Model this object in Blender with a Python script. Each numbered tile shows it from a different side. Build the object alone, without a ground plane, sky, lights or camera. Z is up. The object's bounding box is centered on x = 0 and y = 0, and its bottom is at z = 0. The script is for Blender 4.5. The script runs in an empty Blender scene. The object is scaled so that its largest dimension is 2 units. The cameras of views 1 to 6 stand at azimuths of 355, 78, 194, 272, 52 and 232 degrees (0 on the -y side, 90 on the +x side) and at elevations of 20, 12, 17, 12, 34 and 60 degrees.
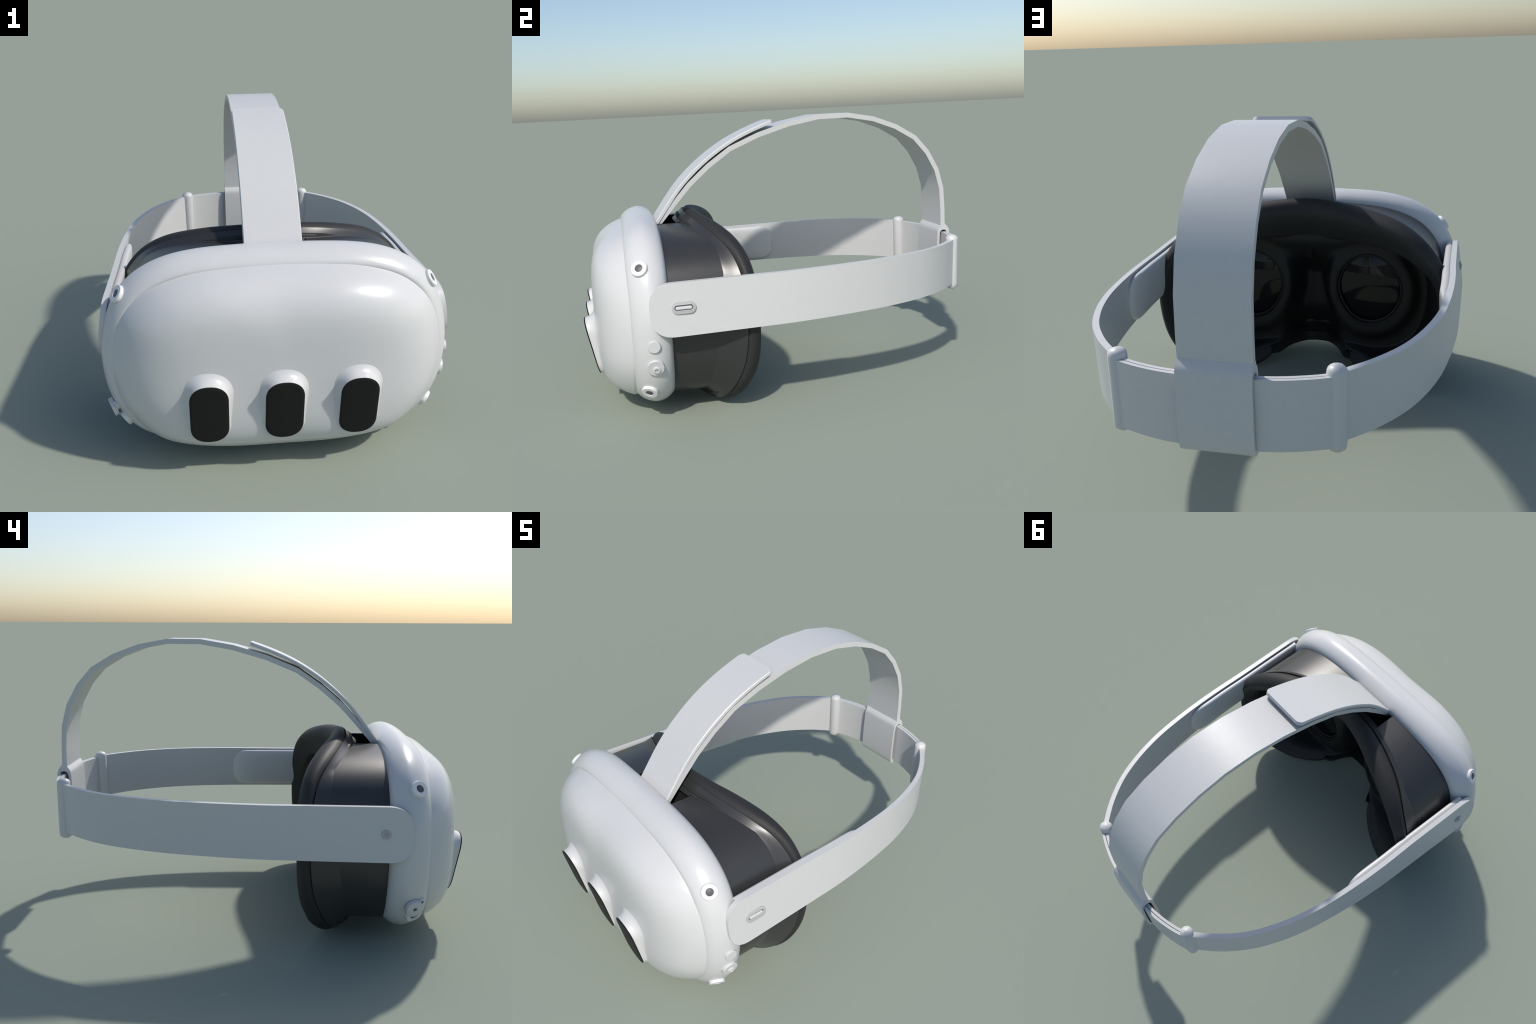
"""A white virtual-reality headset: glossy visor, housing ring, dark facial interface,
cushion, eye lenses, fabric side / back strap with sliders, loop and top strap."""
import bpy, math
import numpy as np
from mathutils import Vector, Matrix

TAU = 2 * math.pi

# ------------------------------------------------------------------ materials
def principled(name, color, rough, spec=0.5, coat=0.0, coat_rough=0.1, noise=0.0, noise_scale=60.0,
               bump=0.0, bump_scale=400.0, metallic=0.0):
    m = bpy.data.materials.new(name)
    m.use_nodes = True
    nt = m.node_tree
    b = nt.nodes["Principled BSDF"]
    b.inputs["Base Color"].default_value = (*color, 1)
    b.inputs["Roughness"].default_value = rough
    b.inputs["Specular IOR Level"].default_value = spec
    b.inputs["Coat Weight"].default_value = coat
    b.inputs["Coat Roughness"].default_value = coat_rough
    b.inputs["Metallic"].default_value = metallic
    tc = nt.nodes.new("ShaderNodeTexCoord")
    if noise > 0:
        n = nt.nodes.new("ShaderNodeTexNoise")
        n.inputs["Scale"].default_value = noise_scale
        n.inputs["Detail"].default_value = 4
        r = nt.nodes.new("ShaderNodeValToRGB")
        lo = tuple(c * (1 - noise) for c in color)
        hi = tuple(min(1, c * (1 + noise)) for c in color)
        r.color_ramp.elements[0].position, r.color_ramp.elements[1].position = 0.3, 0.7
        r.color_ramp.elements[0].color = (*lo, 1)
        r.color_ramp.elements[1].color = (*hi, 1)
        nt.links.new(tc.outputs["Object"], n.inputs["Vector"])
        nt.links.new(n.outputs["Fac"], r.inputs["Fac"])
        nt.links.new(r.outputs["Color"], b.inputs["Base Color"])
    if bump > 0:
        n2 = nt.nodes.new("ShaderNodeTexNoise")
        n2.inputs["Scale"].default_value = bump_scale
        n2.inputs["Detail"].default_value = 2
        bm = nt.nodes.new("ShaderNodeBump")
        bm.inputs["Strength"].default_value = bump
        bm.inputs["Distance"].default_value = 0.001
        nt.links.new(tc.outputs["Object"], n2.inputs["Vector"])
        nt.links.new(n2.outputs["Fac"], bm.inputs["Height"])
        nt.links.new(bm.outputs["Normal"], b.inputs["Normal"])
    return m

WHITE = principled("white_gloss_plastic", (0.585, 0.585, 0.58), 0.28, noise=0.008, noise_scale=9)
STRAP = principled("white_strap_cloth", (0.57, 0.57, 0.562), 0.38, spec=0.45, noise=0.01, noise_scale=40)
TRIM = principled("white_satin_plastic", (0.585, 0.585, 0.58), 0.4, noise=0.008, noise_scale=20)
RING = principled("white_ring_plastic", (0.72, 0.72, 0.71), 0.35)
PORT = principled("grey_port_plastic", (0.42, 0.42, 0.42), 0.45)
BODY = principled("dark_satin_plastic", (0.030, 0.030, 0.0305), 0.34, spec=0.6)
FOAM = principled("black_foam", (0.024, 0.024, 0.024), 0.6, spec=0.35)
INSIDE = principled("black_soft_plastic", (0.010, 0.010, 0.010), 0.5, spec=0.35)
VOID = principled("black_void_plastic", (0.004, 0.004, 0.004), 0.7, spec=0.2)
GLASS = principled("black_sensor_glass", (0.016, 0.016, 0.0155), 0.5, spec=0.1)
LENS = principled("dark_lens_glass", (0.003, 0.003, 0.003), 0.03, spec=0.32)
DOT = principled("grey_camera_glass", (0.095, 0.088, 0.095), 0.5)

# ------------------------------------------------------------------ helpers
def spline(pts, n, closed=False):
    """Centripetal-ish Catmull-Rom through control points, n samples evenly spaced by length."""
    P = np.array(pts, float)
    if closed:
        P = np.vstack([P[-1], P, P[0], P[1]])
    else:
        P = np.vstack([2 * P[0] - P[1], P, 2 * P[-1] - P[-2]])
    out = []
    for i in range(1, len(P) - 2):
        p0, p1, p2, p3 = P[i - 1:i + 3]
        d = [max(1e-6, np.linalg.norm(b - a)) ** 0.5 for a, b in ((p0, p1), (p1, p2), (p2, p3))]
        t0, t1 = 0, d[0]; t2 = t1 + d[1]; t3 = t2 + d[2]
        for t in np.linspace(t1, t2, 24, endpoint=False):
            a1 = (t1 - t) / (t1 - t0) * p0 + (t - t0) / (t1 - t0) * p1
            a2 = (t2 - t) / (t2 - t1) * p1 + (t - t1) / (t2 - t1) * p2
            a3 = (t3 - t) / (t3 - t2) * p2 + (t - t2) / (t3 - t2) * p3
            b1 = (t2 - t) / (t2 - t0) * a1 + (t - t0) / (t2 - t0) * a2
            b2 = (t3 - t) / (t3 - t1) * a2 + (t - t1) / (t3 - t1) * a3
            out.append((t2 - t) / (t2 - t1) * b1 + (t - t1) / (t2 - t1) * b2)
    out.append(P[-2])
    out = np.array(out)
    s = np.concatenate([[0], np.cumsum(np.linalg.norm(np.diff(out, axis=0), axis=1))])
    q = np.linspace(0, s[-1], n + 1 if closed else n)
    if closed:
        q = q[:-1]
    return np.column_stack([np.interp(q, s, out[:, k]) for k in range(out.shape[1])])

def mirror_outline(half, n):
    """half: (x,z) points from the top centre to the bottom centre, x >= 0 -> closed outline."""
    left = [(-x, z) for x, z in half[-2:0:-1]]
    return spline(list(half) + left, n, closed=True)

def smooth_closed(c, times=2):
    for _ in range(times):
        c = 0.5 * c + 0.25 * (np.roll(c, 1, 0) + np.roll(c, -1, 0))
    return c

def outward(c):
    """Unit outward normals of a closed outline running clockwise seen from +y axis order top->right."""
    t = np.roll(c, -1, 0) - np.roll(c, 1, 0)
    t /= np.linalg.norm(t, axis=1)[:, None]
    n = np.column_stack([-t[:, 1], t[:, 0]])
    ctr = c.mean(0)
    if ((c - ctr) * n).sum() < 0:
        n = -n
    return n

def build(name, verts, faces, mat, parent, angle=40, location=None):
    me = bpy.data.meshes.new(name)
    me.from_pydata([tuple(map(float, v)) for v in verts], [], faces)
    me.validate()
    import bmesh
    bm = bmesh.new(); bm.from_mesh(me)
    bmesh.ops.remove_doubles(bm, verts=bm.verts, dist=1e-6)
    bmesh.ops.recalc_face_normals(bm, faces=bm.faces)
    bm.to_mesh(me); bm.free()
    for p in me.polygons:
        p.use_smooth = True
    me.set_sharp_from_angle(angle=math.radians(angle))
    me.materials.append(mat)
    o = bpy.data.objects.new(name, me)
    bpy.context.scene.collection.objects.link(o)
    if parent is not None:
        o.parent = parent
    return o

def loft(rings, closed=True, cap_start=False, cap_end=False, closed_path=False):
    n = len(rings[0]); v = []; f = []
    for r in rings:
        v.extend(r)
    m = len(rings)
    for i in range(m if closed_path else m - 1):
        a, b = i * n, ((i + 1) % m) * n
        for j in range(n if closed else n - 1):
            k = (j + 1) % n
            f.append((a + j, a + k, b + k, b + j))
    if cap_start:
        f.append(tuple(range(n))[::-1])
    if cap_end:
        f.append(tuple(range((m - 1) * n, m * n)))
    return v, f

def xz(c, y):
    y = np.broadcast_to(y, (len(c),))
    return np.column_stack([c[:, 0], y, c[:, 1]])

def interp(x, table):
    a = np.array(table, float)
    return np.interp(x, a[:, 0], a[:, 1])

def basis_from(normal):
    n = Vector(normal).normalized()
    up = Vector((0, 0, 1)) if abs(n.z) < .99 else Vector((0, 1, 0))
    u = up.cross(n).normalized()
    w = n.cross(u)
    return np.array(n), np.array(u), np.array(w)

def turned(name, center, normal, profile, sides, mat, parent, angle=35, phase=0.0):
    """Lathe a (radius, height) profile round an axis; radius 0 closes it."""
    n, u, w = basis_from(normal); c = np.array(center)
    rings = []
    for r, h in profile:
        r = max(r, 1e-5)
        rings.append([c + n * h + r * (math.cos(a + phase) * u + math.sin(a + phase) * w)
                      for a in np.linspace(0, TAU, sides, endpoint=False)])
    v, f = loft(rings, cap_start=True, cap_end=True)
    return build(name, v, f, mat, parent, angle)

def extrude_section(name, section, x0, x1, mat, parent, angle=30, bevel=0.0):
    """Closed (y,z) section swept along x."""
    s = np.array(section)
    rings = [np.column_stack([np.full(len(s), x), s[:, 0], s[:, 1]]) for x in (x0, x1)]
    v, f = loft(rings, cap_start=True, cap_end=True)
    return build(name, v, f, mat, parent, angle)

def offset_polyline(p, d):
    """Offset an open (a,b) polyline to its left by d, mitred."""
    p = np.array(p, float); t = np.diff(p, axis=0)
    t /= np.linalg.norm(t, axis=1)[:, None]
    nn = np.column_stack([-t[:, 1], t[:, 0]])
    out = []
    for i in range(len(p)):
        if i == 0: out.append(p[0] + nn[0] * d)
        elif i == len(p) - 1: out.append(p[-1] + nn[-1] * d)
        else:
            m = nn[i - 1] + nn[i]; m /= np.linalg.norm(m)
            out.append(p[i] + m * d / max(0.3, m @ nn[i]))
    return np.array(out)

# ------------------------------------------------------------------ root
root = bpy.data.objects.new("headset", None)
bpy.context.scene.collection.objects.link(root)
root["label"] = "white virtual reality headset with fabric head strap"
root["category"] = "VR headset"

# ------------------------------------------------------------------ outlines (x, z)
SEAM = [(0, .850), (.16, .846), (.34, .829), (.50, .777), (.605, .690), (.650, .600), (.671, .480),
        (.666, .360), (.643, .270), (.587, .184), (.508, .112), (.42, .082), (.30, .062), (.15, .050), (0, .047)]
RIM = [(0, .906), (.16, .904), (.34, .892), (.46, .866), (.56, .818), (.638, .748), (.690, .650),
       (.721, .530), (.727, .420), (.714, .310), (.678, .210), (.621, .129), (.535, .072), (.42, .050), (.30, .056), (.21, .094), (.15, .138), (.08, .176), (0, .188)]
NB = 240
seam = smooth_closed(mirror_outline(SEAM, NB), 6)
rim = smooth_closed(mirror_outline(RIM, NB), 6)
rim_n = outward(rim)
SEAM_Y = -.782
CEN = np.array([0.0, .45])

# --- visor: dome from the seam outline, fuller at the bottom than at the top
def visor_power(ang):
    """ang: direction in the outline plane; exponent of the dome profile."""
    s = math.sin(ang)
    corner = math.sin(2 * ang) ** 2 * (1 if s > 0 else .9)
    return 4.7 + (.1 * abs(s) if s < 0 else .0) + 1.2 * corner

DEPTH = .171
def visor_depth(q, ang):
    p = visor_power(ang)
    F = lambda u: (1 - u ** p) ** .64
    edge = F(.96)
    return DEPTH * (F(.96 * min(1, q)) - edge) / (1 - edge)

def seam_y(z, q):
    return SEAM_Y - .014 * min(1, max(0, (.55 - z) / .45)) * min(1, q) ** 4

seam_ang = np.arctan2(seam[:, 1] - CEN[1], seam[:, 0] - CEN[0])
seam_rad = np.hypot(seam[:, 0], seam[:, 1] - CEN[1])
_order = np.argsort(seam_ang)
def visor_y(x, z):
    a = math.atan2(z - CEN[1], x)
    R = np.interp(a, seam_ang[_order], seam_rad[_order], period=TAU)
    q = math.hypot(x, z - CEN[1]) / R
    return seam_y(z, q) - visor_depth(q, a)

rings = []
inner = CEN + (seam - CEN) * .985
rings.append(xz(inner, SEAM_Y + .03))
rings.append(xz(seam * [1, 1], SEAM_Y + .004))
for q in list(1 - np.linspace(0, 1, 44)[:-1] ** 2.2):
    c = CEN + (seam - CEN) * q
    ys = np.array([seam_y(z, q) - visor_depth(q, a) for a, z in zip(seam_ang, c[:, 1])])
    rings.append(xz(c, ys))
rings.append(xz(CEN + (seam - CEN) * 1e-4, SEAM_Y - DEPTH))
v, f = loft(rings, cap_end=True)
build("front_visor", v, f, WHITE, root, 50)

# --- housing ring: soft roll from the seam over the widest line to the rear lip
HOUSING = [(-.085, -.755), (-.066, -.784), (-.055, -.783), (-.040, -.773), (-.022, -.753), (-.008, -.726),
           (0, -.692), (-.003, -.666), (-.012, -.643), (-.026, -.624), (-.044, -.612), (-.062, -.608), (-.078, -.612), (-.09, -.64)]
prof = spline(HOUSING, 40)
nose_relief = np.clip((.66 - abs(rim[:, 0])) / .25, 0, 1) * (rim[:, 1] < .3)
nose_limit = -.032 + .022 * np.clip((.34 - abs(rim[:, 0])) / .15, 0, 1)
rings = []
nose_cut = np.clip((.26 - abs(rim[:, 0])) / .08, 0, 1) * (rim[:, 1] < .3)      # the roll stops short over the nose
widest = int(np.argmax(prof[:, 0]))
for j, (d, y) in enumerate(prof):
    dd = np.full(len(rim), d)
    if j > widest:
        dd = dd + nose_relief * (np.maximum(d, nose_limit) - d)
    yy = y + nose_cut * (min(y, -.715) - y)
    rings.append(xz(rim + rim_n * dd[:, None], yy))
v, f = loft(rings)
build("housing", v, f, WHITE, root, 50)

# ------------------------------------------------------------------ sensor pods on the visor
def capsule(hw, z0, z1, n=48, power=2.3):
    """Upright rounded lozenge outline (x,z) centred on x = 0."""
    r = hw
    pts = []
    zc0, zc1 = z0 + r, z1 - r
    for k in range(n):
        a = TAU * k / n + math.pi / n
        x = hw * np.sign(math.cos(a)) * abs(math.cos(a)) ** (2 / power)
        zz = r * np.sign(math.sin(a)) * abs(math.sin(a)) ** (2 / power)
        pts.append((x, (zc1 if math.sin(a) > 0 else zc0) + zz))
    return np.array(pts)

POD_HW, POD_Z0, POD_Z1 = .0755, .168, .447
def pod_plane(z):
    return -.944 - (z - POD_Z0) / (POD_Z1 - POD_Z0) * .054

for cx in (-.296, 0, .296):
    top = capsule(POD_HW, POD_Z0, POD_Z1)
    nrm = outward(top)
    rings = []
    K = 14
    for k in range(K + 1):
        t = k / K
        flare = .002 + .036 * t ** 2.6 - .003 * (1 - t) ** 8
        c = top + nrm * flare * (1 + .25 * np.clip(nrm[:, 1:2], 0, 1))
        ys = []
        for (x, z), (bx, bz) in zip(c, top + nrm * .036):
            y_face = pod_plane(np.clip(z, POD_Z0 - .03, POD_Z1 + .03))
            y_base = visor_y(bx + cx, bz) + .006
            ys.append(y_face + max(0.0, y_base - y_face) * (1 - (1 - t) ** 1.15))
        rings.append(np.column_stack([c[:, 0] + cx, ys, c[:, 1]]))
    v, f = loft(rings, cap_start=True)
    build("sensor_pod", v, f, WHITE, root, 50)
    rings = []
    for d, h in ((-.0005, -.002), (.001, .002), (.0, .004), (-.003, .0055), (-.012, .006)):
        c = top + nrm * d
        rings.append(np.column_stack([c[:, 0] + cx, pod_plane(c[:, 1]) - h + .002, c[:, 1]]))
    v, f = loft(rings, cap_start=True, cap_end=True)
    build("sensor_window", v, f, GLASS, root, 30)

# ------------------------------------------------------------------ camera rings, buttons, jack
hp = np.array(prof)
def housing_seat(z, y, s=1):
    """Point and outward normal of the housing's roll, on its right (s=1) or left (s=-1) side."""
    j = int(np.argmin(np.where(hp[:, 0] > -.05, abs(hp[:, 1] - y), 9)))
    d = hp[j, 0]
    tan = hp[j + 1] - hp[j - 1]
    nd, ny = (tan[1], -tan[0]) if tan[1] > 0 else (-tan[1], tan[0])
    pts = rim + rim_n * d
    i = int(np.argmin(np.where(pts[:, 0] > .3, abs(pts[:, 1] - z), 9)))
    n = np.array([rim_n[i, 0] * nd, ny, rim_n[i, 1] * nd]); n /= np.linalg.norm(n)
    return np.array([s * pts[i, 0], hp[j, 1], pts[i, 1]]), n * [s, 1, 1]

def camera_ring(center, normal, r=.038, h=.011):
    o = turned("camera_ring", center, normal, [(r, -.03), (r, h * .7), (r * .93, h), (r * .48, h), (r * .46, h - .004), (0, h - .004)], 13, RING, root)
    turned("camera_eye", np.array(center) + np.array(Vector(normal).normalized()) * (h - .0035), normal, [(r * .46, 0), (r * .3, .0022), (0, .003)], 16, DOT, o)
    return o

for s in (1, -1):
    for z in (.735, .176):
        c, n = housing_seat(z, -.727, s)
        camera_ring(c, n)
c, n = housing_seat(.404, -.692)
turned("side_button", c, n, [(.028, -.02), (.028, .006), (.026, .008), (0, .008)], 16, TRIM, root)
c, n = housing_seat(.303, -.694)
turned("jack_plate", c, n, [(.039, -.02), (.039, .006), (.037, .008), (0, .008)], 11, TRIM, root)
c2 = c + n * .008 + np.array([0, .004, -.008])
turned("jack_ring", c2, n, [(.017, -.004), (.017, .0035), (.014, .005), (.009, .005), (.008, .001), (0, .001)], 16, TRIM, root)
turned("jack_hole", c2 + n * .0012, n, [(.008, 0), (.006, .001), (0, .0012)], 12, PORT, root)
# loose cap standing off the left lower corner
CAPN = np.array([-.90, -.28, -.30]); CAPN /= np.linalg.norm(CAPN)
cap_c = np.array([-.702, -.722, .217]) - CAPN * .010
turned("camera_cap", cap_c, CAPN, [(.040, -.009), (.040, .009), (.0385, .010), (.010, .010), (.009, .006), (0, .006)], 15, TRIM, root)
turned("camera_eye", cap_c + CAPN * .0065, CAPN, [(.0092, 0), (.006, .001), (0, .0012)], 12, DOT, root)
ring_c, ring_n = housing_seat(.250, -.745, -1)
turned("jack_ring", ring_c, ring_n, [(.019, -.01), (.019, .010), (.016, .012), (.010, .012), (.009, .006), (0, .006)], 16, TRIM, root)
turned("jack_hole", ring_c + ring_n * .0065, ring_n, [(.009, 0), (.006, .001), (0, .0012)], 12, DOT, root)

# ------------------------------------------------------------------ dark facial interface body
BODYO = [(0, .856), (.15, .851), (.32, .838), (.45, .806), (.548, .752), (.607, .682), (.642, .590), (.655, .470),
         (.652, .360), (.628, .250), (.575, .152), (.49, .090), (.38, .064), (.28, .056), (.21, .072), (.15, .112), (.08, .153), (0, .166)]
body = smooth_closed(mirror_outline(BODYO, NB), 3)
body_n = outward(body)
IC = np.array([0, .47])
def angle_of(p):
    return np.arctan2(p[..., 1] - IC[1], p[..., 0] - IC[0])
body_a = angle_of(body); _ob = np.argsort(body_a)
def body_at(a):
    return np.array([np.interp(a, body_a[_ob], body[_ob, k], period=TAU) for k in (0, 1)])
def step_y(x, z):
    """Rear edge of the straight body, where the collar starts."""
    y = float(interp(z, [(0, -.46), (.14, -.435), (.4, -.388), (.67, -.352), (.80, -.37), (.86, -.47)]))
    if z < .3:
        w = min(1, max(0, (.30 - abs(x)) / .12))
        y = y * (1 - w) + -.606 * w
    return y
end_y = np.array([step_y(*p) for p in body])
rings = [xz(body + body_n * -.004, -.715)] + [np.column_stack([body[:, 0], -.645 + (end_y + .012 + .645) * t, body[:, 1]]) for t in np.linspace(0, 1, 40)]
v, f = loft(rings, cap_start=True)
va = np.array(v)
SLOT_X, SLOT_Y = .150, (-.64, -.470)
keep = []
for q in f:
    if len(q) > 4:
        keep.append(q); continue
    c = va[list(q)].mean(0)
    if c[2] > .7 and abs(c[0]) < SLOT_X and SLOT_Y[0] - .02 < c[1]:
        continue
    keep.append(q)
build("facial_interface", v, keep, BODY, root, 45)
# recessed slot for the top strap
def box_open(name, x, y0, y1, z0, z1, mat):
    vs = [(sx * x, yy, zz) for zz in (z0, z1) for yy in (y0, y1) for sx in (-1, 1)]
    fs = [(0, 1, 3, 2), (0, 1, 5, 4), (2, 3, 7, 6), (0, 2, 6, 4), (1, 3, 7, 5)]
    return build(name, vs, fs, mat, root, 20)
box_open("strap_slot", .152, -.645, -.464, .74, .853, VOID)

# --- path of the cushion: C-shape, open at the nose
#          x     z     crease_y  back_y  width  inner_y
CUSH = [(0, .894, -.465, -.394, .180, -.490), (.15, .885, -.455, -.362, .180, -.460), (.30, .862, -.420, -.309, .165, -.405),
        (.453, .819, -.364, -.259, .140, -.345), (.558, .752, -.308, -.228, .112, -.300), (.625, .672, -.281, -.213, .092, -.280),
        (.668, .584, -.270, -.208, .066, -.284), (.686, .480, -.268, -.207, .057, -.284), (.685, .366, -.273, -.209, .057, -.284), (.663, .244, -.292, -.220, .062, -.296),
        (.614, .132, -.338, -.254, .070, -.325), (.520, .050, -.386, -.286, .076, -.362), (.400, .019, -.430, -.338, .076, -.405),
        (.292, .026, -.471, -.398, .072, -.452), (.218, .056, -.509, -.456, .064, -.490), (.178, .084, -.54, -.500, .052, -.515)]
half = spline(CUSH, 96)
left = half[::-1].copy(); left[:, 0] *= -1
path = np.vstack([left[:-1], half])         # from left nose end over the top to the right nose end
for _ in range(3):
    path[1:-1] = .5 * path[1:-1] + .25 * (path[2:] + path[:-2])
t2 = np.gradient(path[:, :2], axis=0); t2 /= np.linalg.norm(t2, axis=1)[:, None]
pn = np.column_stack([-t2[:, 1], t2[:, 0]])
if (pn[len(pn) // 2] @ np.array([0, 1])) < 0:
    pn = -pn
N = len(path)
rings = []; inner_edge = []
for i, (x, z, yc, yb, wd, yi) in enumerate(path):
    end = min(i, N - 1 - i) / 6.0
    k = math.sqrt(max(0.0, 1 - (1 - min(1, end)) ** 2)) * .96 + .04
    D = yb - yc
    b = min(.013, .16 * wd)
    sec = [(.34 * wd, yc - .035), (.016, yc - .030), (.014, yc - .006), (.001, yc + .05 * D), (-b, yc + .28 * D), (-b, yc + .52 * D), (-.2 * b, yc + .76 * D),
           (.08 * wd + .004, yc + .93 * D), (.24 * wd, yb), (.46 * wd, yb - .16 * (yb - yi)), (.74 * wd, yb - .56 * (yb - yi)),
           (.95 * wd, yb - .92 * (yb - yi)), (wd, yi - .012), (wd, yi - .05)]
    sec = spline(sec, 42)
    uu = wd / 2 + (sec[:, 0] - wd / 2) * k
    ym = yc + .4 * D
    rings.append(np.column_stack([x - pn[i, 0] * uu, ym + (sec[:, 1] - ym) * (.5 + .5 * k), z - pn[i, 1] * uu]))
    inner_edge.append((x - pn[i, 0] * wd * .9, z - pn[i, 1] * wd * .9, yi))
v, f = loft(rings, cap_start=True, cap_end=True)
build("face_cushion", v, f, FOAM, root, 50)

# --- glossy collar flaring from the body to the cushion's crease
rings = []
for t, lift in ((-.25, -.008), (.0, -.002), (.3, .0), (.55, .001), (.8, .0025), (.95, .004), (1.0, .0045), (1.02, .002), (1.0, -.010)):
    r = []
    for i, (x, z, yc, yb, wd, yi) in enumerate(path):
        a = angle_of(np.array([x, z]))
        bx, bz = body_at(a) + 0.0
        y0 = min(step_y(bx, bz), yc - .03) - .012
        g = max(0, t)
        r.append((bx + (x - bx) * g + pn[i, 0] * lift, y0 + (yc - y0) * t, bz + (z - bz) * g + pn[i, 1] * lift))
    rings.append(r)
v, f = loft(rings, closed=False)
build("interface_collar", v, f, BODY, root, 45)

# ------------------------------------------------------------------ inside face plate with eye cups
ie = np.array(inner_edge)[5:-5]
NOSE = [(.180, .112, -.505), (.135, .118, -.600), (.092, .113, -.680), (.045, .108, -.714), (0, .106, -.720)]
nose = NOSE + [(-x, z, y) for x, z, y in NOSE[-2::-1]]
innr = spline(list(ie[::4]) + nose, 220, closed=True)
for _ in range(3):
    innr = .5 * innr + .25 * (np.roll(innr, 1, 0) + np.roll(innr, -1, 0))
LX, LZ, LA, LB = .298, .440, .150, .168
def lens_r(dx, dz):
    """Radius of the slightly pear shaped eye opening in a direction; dx points away from the nose."""
    a = math.atan2(dz, dx)
    r = 1 / math.hypot(math.cos(a) / LA, math.sin(a) / LB)
    return r * (1 - .045 * math.cos(a - math.radians(215)) ** 8 * (math.cos(a - math.radians(215)) > 0)
                - .045 * math.cos(a - math.radians(48)) ** 8 * (math.cos(a - math.radians(48)) > 0))
LINER = -.532
def smooth01(t):
    t = min(1, max(0, t))
    return t * t * (3 - 2 * t)
def plate_y(x, z, q, edge):
    """Moulded liner: broad cups round the lenses, a deep valley over the nose, walls up to the cushion."""
    ax = abs(x)
    dx, dz = ax - LX, z - LZ
    d = math.hypot(dx, dz) / lens_r(dx, dz)          # 1 on the lens edge
    cup = 1 / (1 + math.exp((d - 1.52) / .07))
    w = smooth01((q - .90) / .10)
    y = LINER + .036 * cup
    y += .055 * smooth01((z - .58) / .12) * (1 - cup)
    valley = math.exp(-(ax / .125) ** 4) * smooth01((.62 - z) / .16)
    y -= (.150 + .075 * smooth01((.30 - z) / .22)) * valley * (1 - cup) * (1 - w)
    y += .014 * math.exp(-(ax / .055) ** 2) * valley
    y += (edge - y) * w
    if d < 1.12:
        y = min(y, -.60)
    return y
rings = []
for q in np.concatenate([np.linspace(.004, .9, 120), np.linspace(.905, 1, 16)]):
    rings.append([(x, plate_y(x, z, q, e), z) for x, z, e in np.column_stack([IC + (innr[:, :2] - IC) * q, innr[:, 2]])])
v, f = loft(rings, cap_start=True)
build("eye_plate", v, f, INSIDE, root, 60)

# --- lenses: convex dark domes with a stepped rim
for s in (1, -1):
    def ring(scale, y, n=72):
        r = []
        for a in np.linspace(0, TAU, n, endpoint=False):
            dx, dz = math.cos(a), math.sin(a)
            rr = lens_r(dx, dz) * scale
            r.append((s * (LX + rr * dx), y, LZ + rr * dz))
        return r
    rr = [ring(1.0 - .98 * t, -.528 + .024 * (1 - (1 - t) ** 2)) for t in np.linspace(0, 1, 16)]
    v, f = loft([ring(1.0, -.58)] + rr, cap_end=True)
    build("eye_lens", v, f, LENS, root, 50)
    prof2 = [(1.0, -.60), (1.0, -.518), (1.02, -.516), (1.045, -.516), (1.06, -.508), (1.10, -.501), (1.16, -.499), (1.20, -.501), (1.205, -.505), (1.30, -.506), (1.36, -.52)]
    v, f = loft([ring(a, b) for a, b in prof2])
    build("lens_rim", v, f, INSIDE, root, 30)

# proximity sensor window on the brow
c = capsule(.019, .594, .657, 28, 3.0)
v, f = loft([xz(c, -.70), xz(c, -.500), xz((c - [0, .6255]) * .9 + [0, .6255], -.499)], cap_end=True)
build("proximity_sensor", v, f, VOID, root, 30)

# nose flap: arched band that swings from the cushion ends forward under the bridge
LOW = [(.205, .064, -.490), (.172, .064, -.510), (.135, .072, -.580), (.098, .068, -.645), (.055, .060, -.700), (0, .056, -.720)]
def whole(half_pts):
    return spline(half_pts + [(-x, z, y) for x, z, y in half_pts[-2::-1]], 60)
upper, lower = whole([(.200, .100, -.480)] + NOSE), whole(LOW)
rings = []
for t, back in ((-.12, .012), (0, 0), (.5, .002), (1, 0), (1.06, -.006), (1, -.012), (.4, -.014)):
    c = upper + (lower - upper) * t
    rings.append(np.column_stack([c[:, 0], c[:, 2] + back, c[:, 1]]))
v, f = loft(rings, closed=False)
build("nose_flap", v, f, INSIDE, root, 50)

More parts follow.
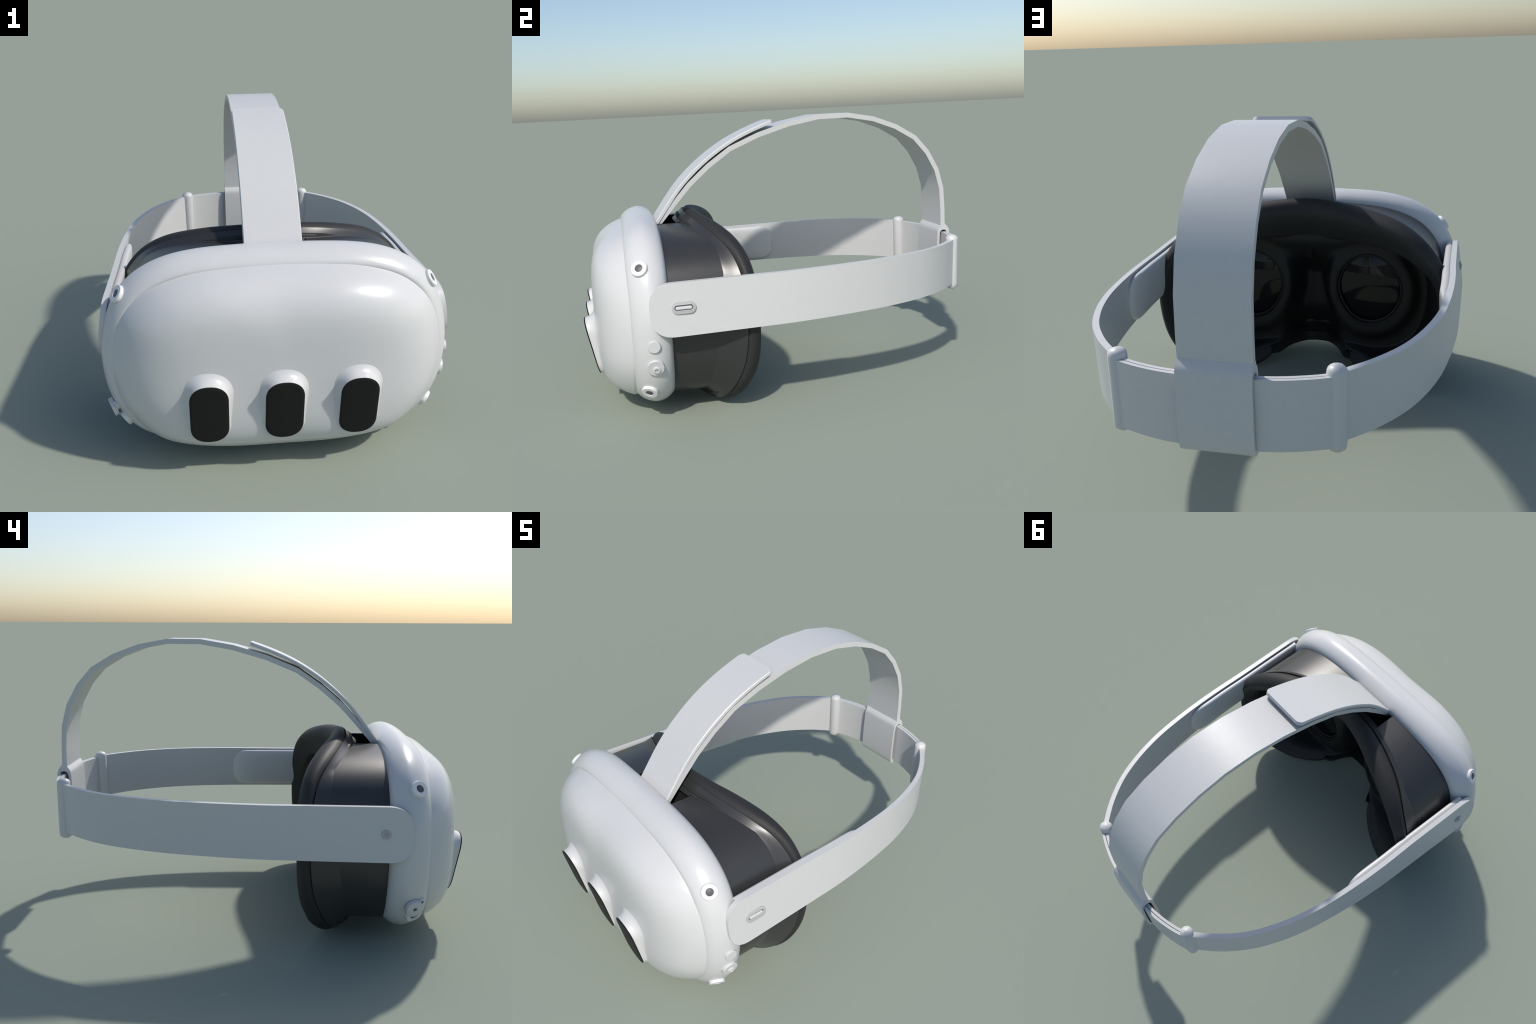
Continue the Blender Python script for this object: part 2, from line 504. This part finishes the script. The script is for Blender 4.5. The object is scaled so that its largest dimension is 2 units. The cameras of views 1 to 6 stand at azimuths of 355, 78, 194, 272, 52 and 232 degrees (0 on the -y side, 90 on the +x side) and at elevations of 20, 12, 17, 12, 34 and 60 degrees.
# ------------------------------------------------------------------ side straps
#           y      x(mid outer)
PLAN = [(-.72, .731), (-.60, .727), (-.45, .722), (-.25, .715), (-.05, .709), (.10, .698), (.27, .677), (.40, .653), (.55, .608), (.68, .549), (.80, .465), (.895, .374)]
plan = spline([(x, y) for y, x in PLAN], 70)
ST = .024
def strap_mid(y):
    return interp(y, [(-.7, .558), (-.1, .557), (.5, .563), (.9, .563)])
def strap_lean(y):
    return interp(y, [(-.7, .034), (-.25, .027), (0, .018), (.3, .004), (.7, -.006)])
tp = np.gradient(plan, axis=0); tp /= np.linalg.norm(tp, axis=1)[:, None]
inn = np.column_stack([-tp[:, 1], tp[:, 0]])       # towards the head
if inn[0, 0] > 0: inn = -inn
def strap_half_height(y):
    e = (y + .70) / .115                               # rounded front end
    return .117 * ((1 - (1 - min(1, max(0, e))) ** 2.6) ** (1 / 2.6))
for s in (1, -1):
    rings = []
    ycol = np.concatenate([-.70 + .115 * (1 - np.cos(np.linspace(0, math.pi / 2, 14))), plan[plan[:, 1] > -.58][:, 1]])
    xs = np.interp(ycol, plan[:, 1], plan[:, 0])
    ix = np.interp(ycol, plan[:, 1], inn[:, 0]); iy = np.interp(ycol, plan[:, 1], inn[:, 1])
    for y, x, a, b in zip(ycol, xs, ix, iy):
        hh = max(.002, strap_half_height(y)); lean = strap_lean(y)
        r = []
        for u, w in ((0, -1), (0, -.5), (0, 0), (0, .5), (0, 1), (1, 1), (1, .5), (1, 0), (1, -.5), (1, -1)):
            r.append((s * (x + a * ST * u - lean * .5 * w * hh / .12), y + b * ST * u, strap_mid(y) + w * hh))
        rings.append(r)
    v, f = loft(rings, cap_start=True, cap_end=True)
    o = build("side_strap", v, f, STRAP, root, 35)

    # stiff arm on the inside of the strap
    rings = []
    A0, A1 = -.63, .155
    for t in np.concatenate([np.linspace(0, .80, 20), .80 + .20 * np.sin(np.linspace(.1, math.pi / 2, 14))]):
        y = A0 + (A1 - A0) * t
        xo = np.interp(y, plan[:, 1], plan[:, 0])
        e = (A1 - y) / .10
        k = (max(0.0, 1 - (1 - min(1, e)) ** 2.6)) ** (1 / 2.6)
        hh = max(.002, .105 * k)
        thick = .008 + .038 * (max(0.0, 1 - (1 - min(1, (A1 - y) / .16)) ** 2)) ** .5
        lean = strap_lean(y)
        r = []
        for a in np.linspace(0, TAU, 32, endpoint=False):
            cu = np.sign(math.cos(a)) * abs(math.cos(a)) ** .7; cw = np.sign(math.sin(a)) * abs(math.sin(a)) ** .5
            w = cw * hh
            r.append((s * (xo - .018 - thick / 2 + cu * thick / 2 - lean * .5 * w / .12), y, .560 + w))
        rings.append(r)
    v, f = loft(rings, cap_start=True, cap_end=True)
    build("strap_arm", v, f, TRIM, root, 45)

# charging port on the right strap, screw on the left strap
def lozenge(hw, hh, n=40):
    pts = []
    for k in range(n):
        a = TAU * k / n
        pts.append(((hw - hh if math.cos(a) > 0 else -(hw - hh)) + hh * math.cos(a), hh * math.sin(a)))
    return np.array(pts)
def patch(name, center, shape_heights, mat, s=1, lean=.168):
    """Stack of lozenge outlines standing off the strap: (hw, hh, height)."""
    c = np.array(center); rings = []
    w = np.array([-s * lean, 0, 1.0]); w /= np.linalg.norm(w); u = np.array([0, 1.0, 0]); n = np.array([s * 1.0, 0, lean]); n /= np.linalg.norm(n)
    for hw, hh, h in shape_heights:
        rings.append([c + u * a + w * b + n * h for a, b in lozenge(hw, hh)])
    v, f = loft(rings, cap_start=True, cap_end=True)
    return build(name, v, f, mat, root, 30)
px = float(np.interp(-.553, plan[:, 1], plan[:, 0]))
patch("port_plate", (px, -.553, .565), [(.053, .027, -.004), (.053, .027, .0044), (.0515, .0255, .0054), (.044, .0150, .0054), (.0425, .0135, .0062), (.041, .012, .0054), (.040, .0108, .0006)], PORT)
patch("port_groove", (px, -.553, .5645), [(.0415, .0120, -.002), (.0415, .0120, .0009)], DOT)  # dark-grey patch draws the shadow line round the tongue
patch("port_tongue", (px, -.553, .5645), [(.0360, .0070, -.002), (.0360, .0070, .0052), (.033, .0040, .0070)], WHITE)
px = float(np.interp(-.581, plan[:, 1], plan[:, 0]))
turned("strap_screw", (-px, -.581, .560), (-1, 0, .16), [(.0195, -.01), (.0195, .005), (.018, .0065), (.009, .0065), (.0085, .009), (.006, .0095), (.005, .0065), (0, .0065)], 20, PORT, root)

# ------------------------------------------------------------------ sliders
for s in (1, -1):
    R = .0325
    turned("strap_slider", (s * .354, .892, .565), (0, 0, 1),
           [(R * .55, -.150), (R * .92, -.140), (R, -.122), (R, .112), (R * .95, .124), (R * .7, .133), (R * .25, .138), (0, .139)], 10, TRIM, root, 50, .3)

# ------------------------------------------------------------------ rear double strap and loop
BACK = [(.372, .892), (.30, .924), (.20, .953), (.11, .965), (0, .967), (-.11, .965), (-.20, .953), (-.30, .924), (-.372, .892)]
back = spline(BACK, 40)
for name, o0, o1 in (("rear_strap", .0, .013), ("rear_strap", -.016, -.003)):
    a = offset_polyline(back, o0 if True else 0); b = offset_polyline(back, o1)
    # offset towards -y for negative
    rings = []
    for (x0, y0), (x1, y1) in zip(a, b):
        rings.append([(x0, y0, .436), (x0, y0, .674), (x1, y1, .674), (x1, y1, .436)])
    v, f = loft(rings, cap_start=True, cap_end=True)
    build(name, v, f, STRAP, root, 30)

LW = .1205
LOOP_OUT = [(.925, .437), (.932, .424), (.983, .421), (.994, .433), (.9955, .660), (.992, .688), (.984, .703), (.974, .714), (.9685, .722),
            (.9445, .722), (.945, .714), (.937, .703), (.928, .688), (.925, .660)]
LOOP_IN = [(.939, .445), (.943, .438), (.980, .438), (.984, .445), (.984, .660), (.980, .676), (.972, .685), (.950, .685), (.942, .676), (.939, .660)]
def ring_section(name, outer, inner, x, mat, parent):
    """Closed tube section: outer and inner (y,z) loops swept along x."""
    out = spline(outer, 80, closed=True); inn_ = spline(inner, 80, closed=True)
    # align start angles
    def sort(c, ctr):
        a = np.arctan2(c[:, 1] - ctr[1], c[:, 0] - ctr[0]); k = np.argmin(a); c = np.roll(c, -k, 0)
        a = np.arctan2(c[:, 1] - ctr[1], c[:, 0] - ctr[0])
        return c if a[2] > a[0] else np.roll(c[::-1], 1, 0)
    ctr = (.9615, .565)
    out, inn_ = sort(out, ctr), sort(inn_, ctr)
    n = 80
    v = []; 
    for xx in (-x, x):
        for c in (out, inn_):
            v += [(xx, a, b) for a, b in c]
    f = []
    for j in range(n):
        k = (j + 1) % n
        f += [(j, k, 2 * n + k, 2 * n + j), (n + j, 3 * n + j, 3 * n + k, n + k), (j, n + j, n + k, k), (2 * n + j, 2 * n + k, 3 * n + k, 3 * n + j)]
    return build(name, v, f, mat, parent, 30)
ring_section("strap_loop", LOOP_OUT, LOOP_IN, LW, STRAP, root)

# ------------------------------------------------------------------ top straps (faceted profile as on the original)
TOP_IN = [(.944, .715), (.943, .800), (.936, .916), (.908, 1.018), (.856, 1.112), (.786, 1.192), (.681, 1.259), (.559, 1.305), (.420, 1.331),
          (.262, 1.330), (.105, 1.303), (-.058, 1.256), (-.205, 1.191), (-.323, 1.110), (-.422, 1.025), (-.500, .940), (-.590, .838), (-.625, .795)]
TW = .119
TOP_IN = [(a, b - (.005 if b > 1.2 else 0)) for a, b in TOP_IN]
outer_line = offset_polyline(TOP_IN, -.0245)
sect = np.vstack([TOP_IN, outer_line[::-1]])
m = len(TOP_IN)
vs = []; fs = []
for x in (-TW, TW):
    vs += [(x, a, b) for a, b in sect]
n = 2 * m
for j in range(n):
    k = (j + 1) % n
    fs.append((j, k, n + k, n + j))
for j in range(m - 1):
    q = (j, j + 1, n - 2 - j, n - 1 - j)
    fs.append(q); fs.append(tuple(i + n for i in q))
build("top_strap", vs, fs, STRAP, root, 32)

OVER = [(.016, 1.337), (-.069, 1.307), (-.155, 1.271), (-.24, 1.227), (-.352, 1.151), (-.476, 1.038), (-.613, .859), (-.655, .800)]
n_ov = spline(OVER, 60)
ov = offset_polyline(n_ov, .017)
if ov[10][1] > n_ov[10][1]:
    ov = offset_polyline(n_ov, -.017)
seg = np.concatenate([[0], np.cumsum(np.linalg.norm(np.diff(ov, axis=0), axis=1))])
rings = []
# resample with a rounded rear end
s_all = np.concatenate([.028 * (1 - np.cos(np.linspace(0, math.pi / 2, 8))), np.linspace(.035, seg[-1], 50)])
for d in s_all:
    lo = np.array([np.interp(d, seg, ov[:, k]) for k in (0, 1)]); hi = np.array([np.interp(d, seg, n_ov[:, k]) for k in (0, 1)])
    e = min(1, d / .028)
    hw = TW + .004 - .028 + .028 * math.sqrt(max(0, 1 - (1 - e) ** 2))
    b = .004
    mid = lo + (hi - lo) * .75
    rings.append([(-hw, *lo), (hw, *lo), (hw, *mid), (hw - b, *hi), (-hw + b, *hi), (-hw, *mid)])
v, f = loft(rings, cap_start=True, cap_end=True)
build("overlap_strap", v, f, STRAP, root, 40)
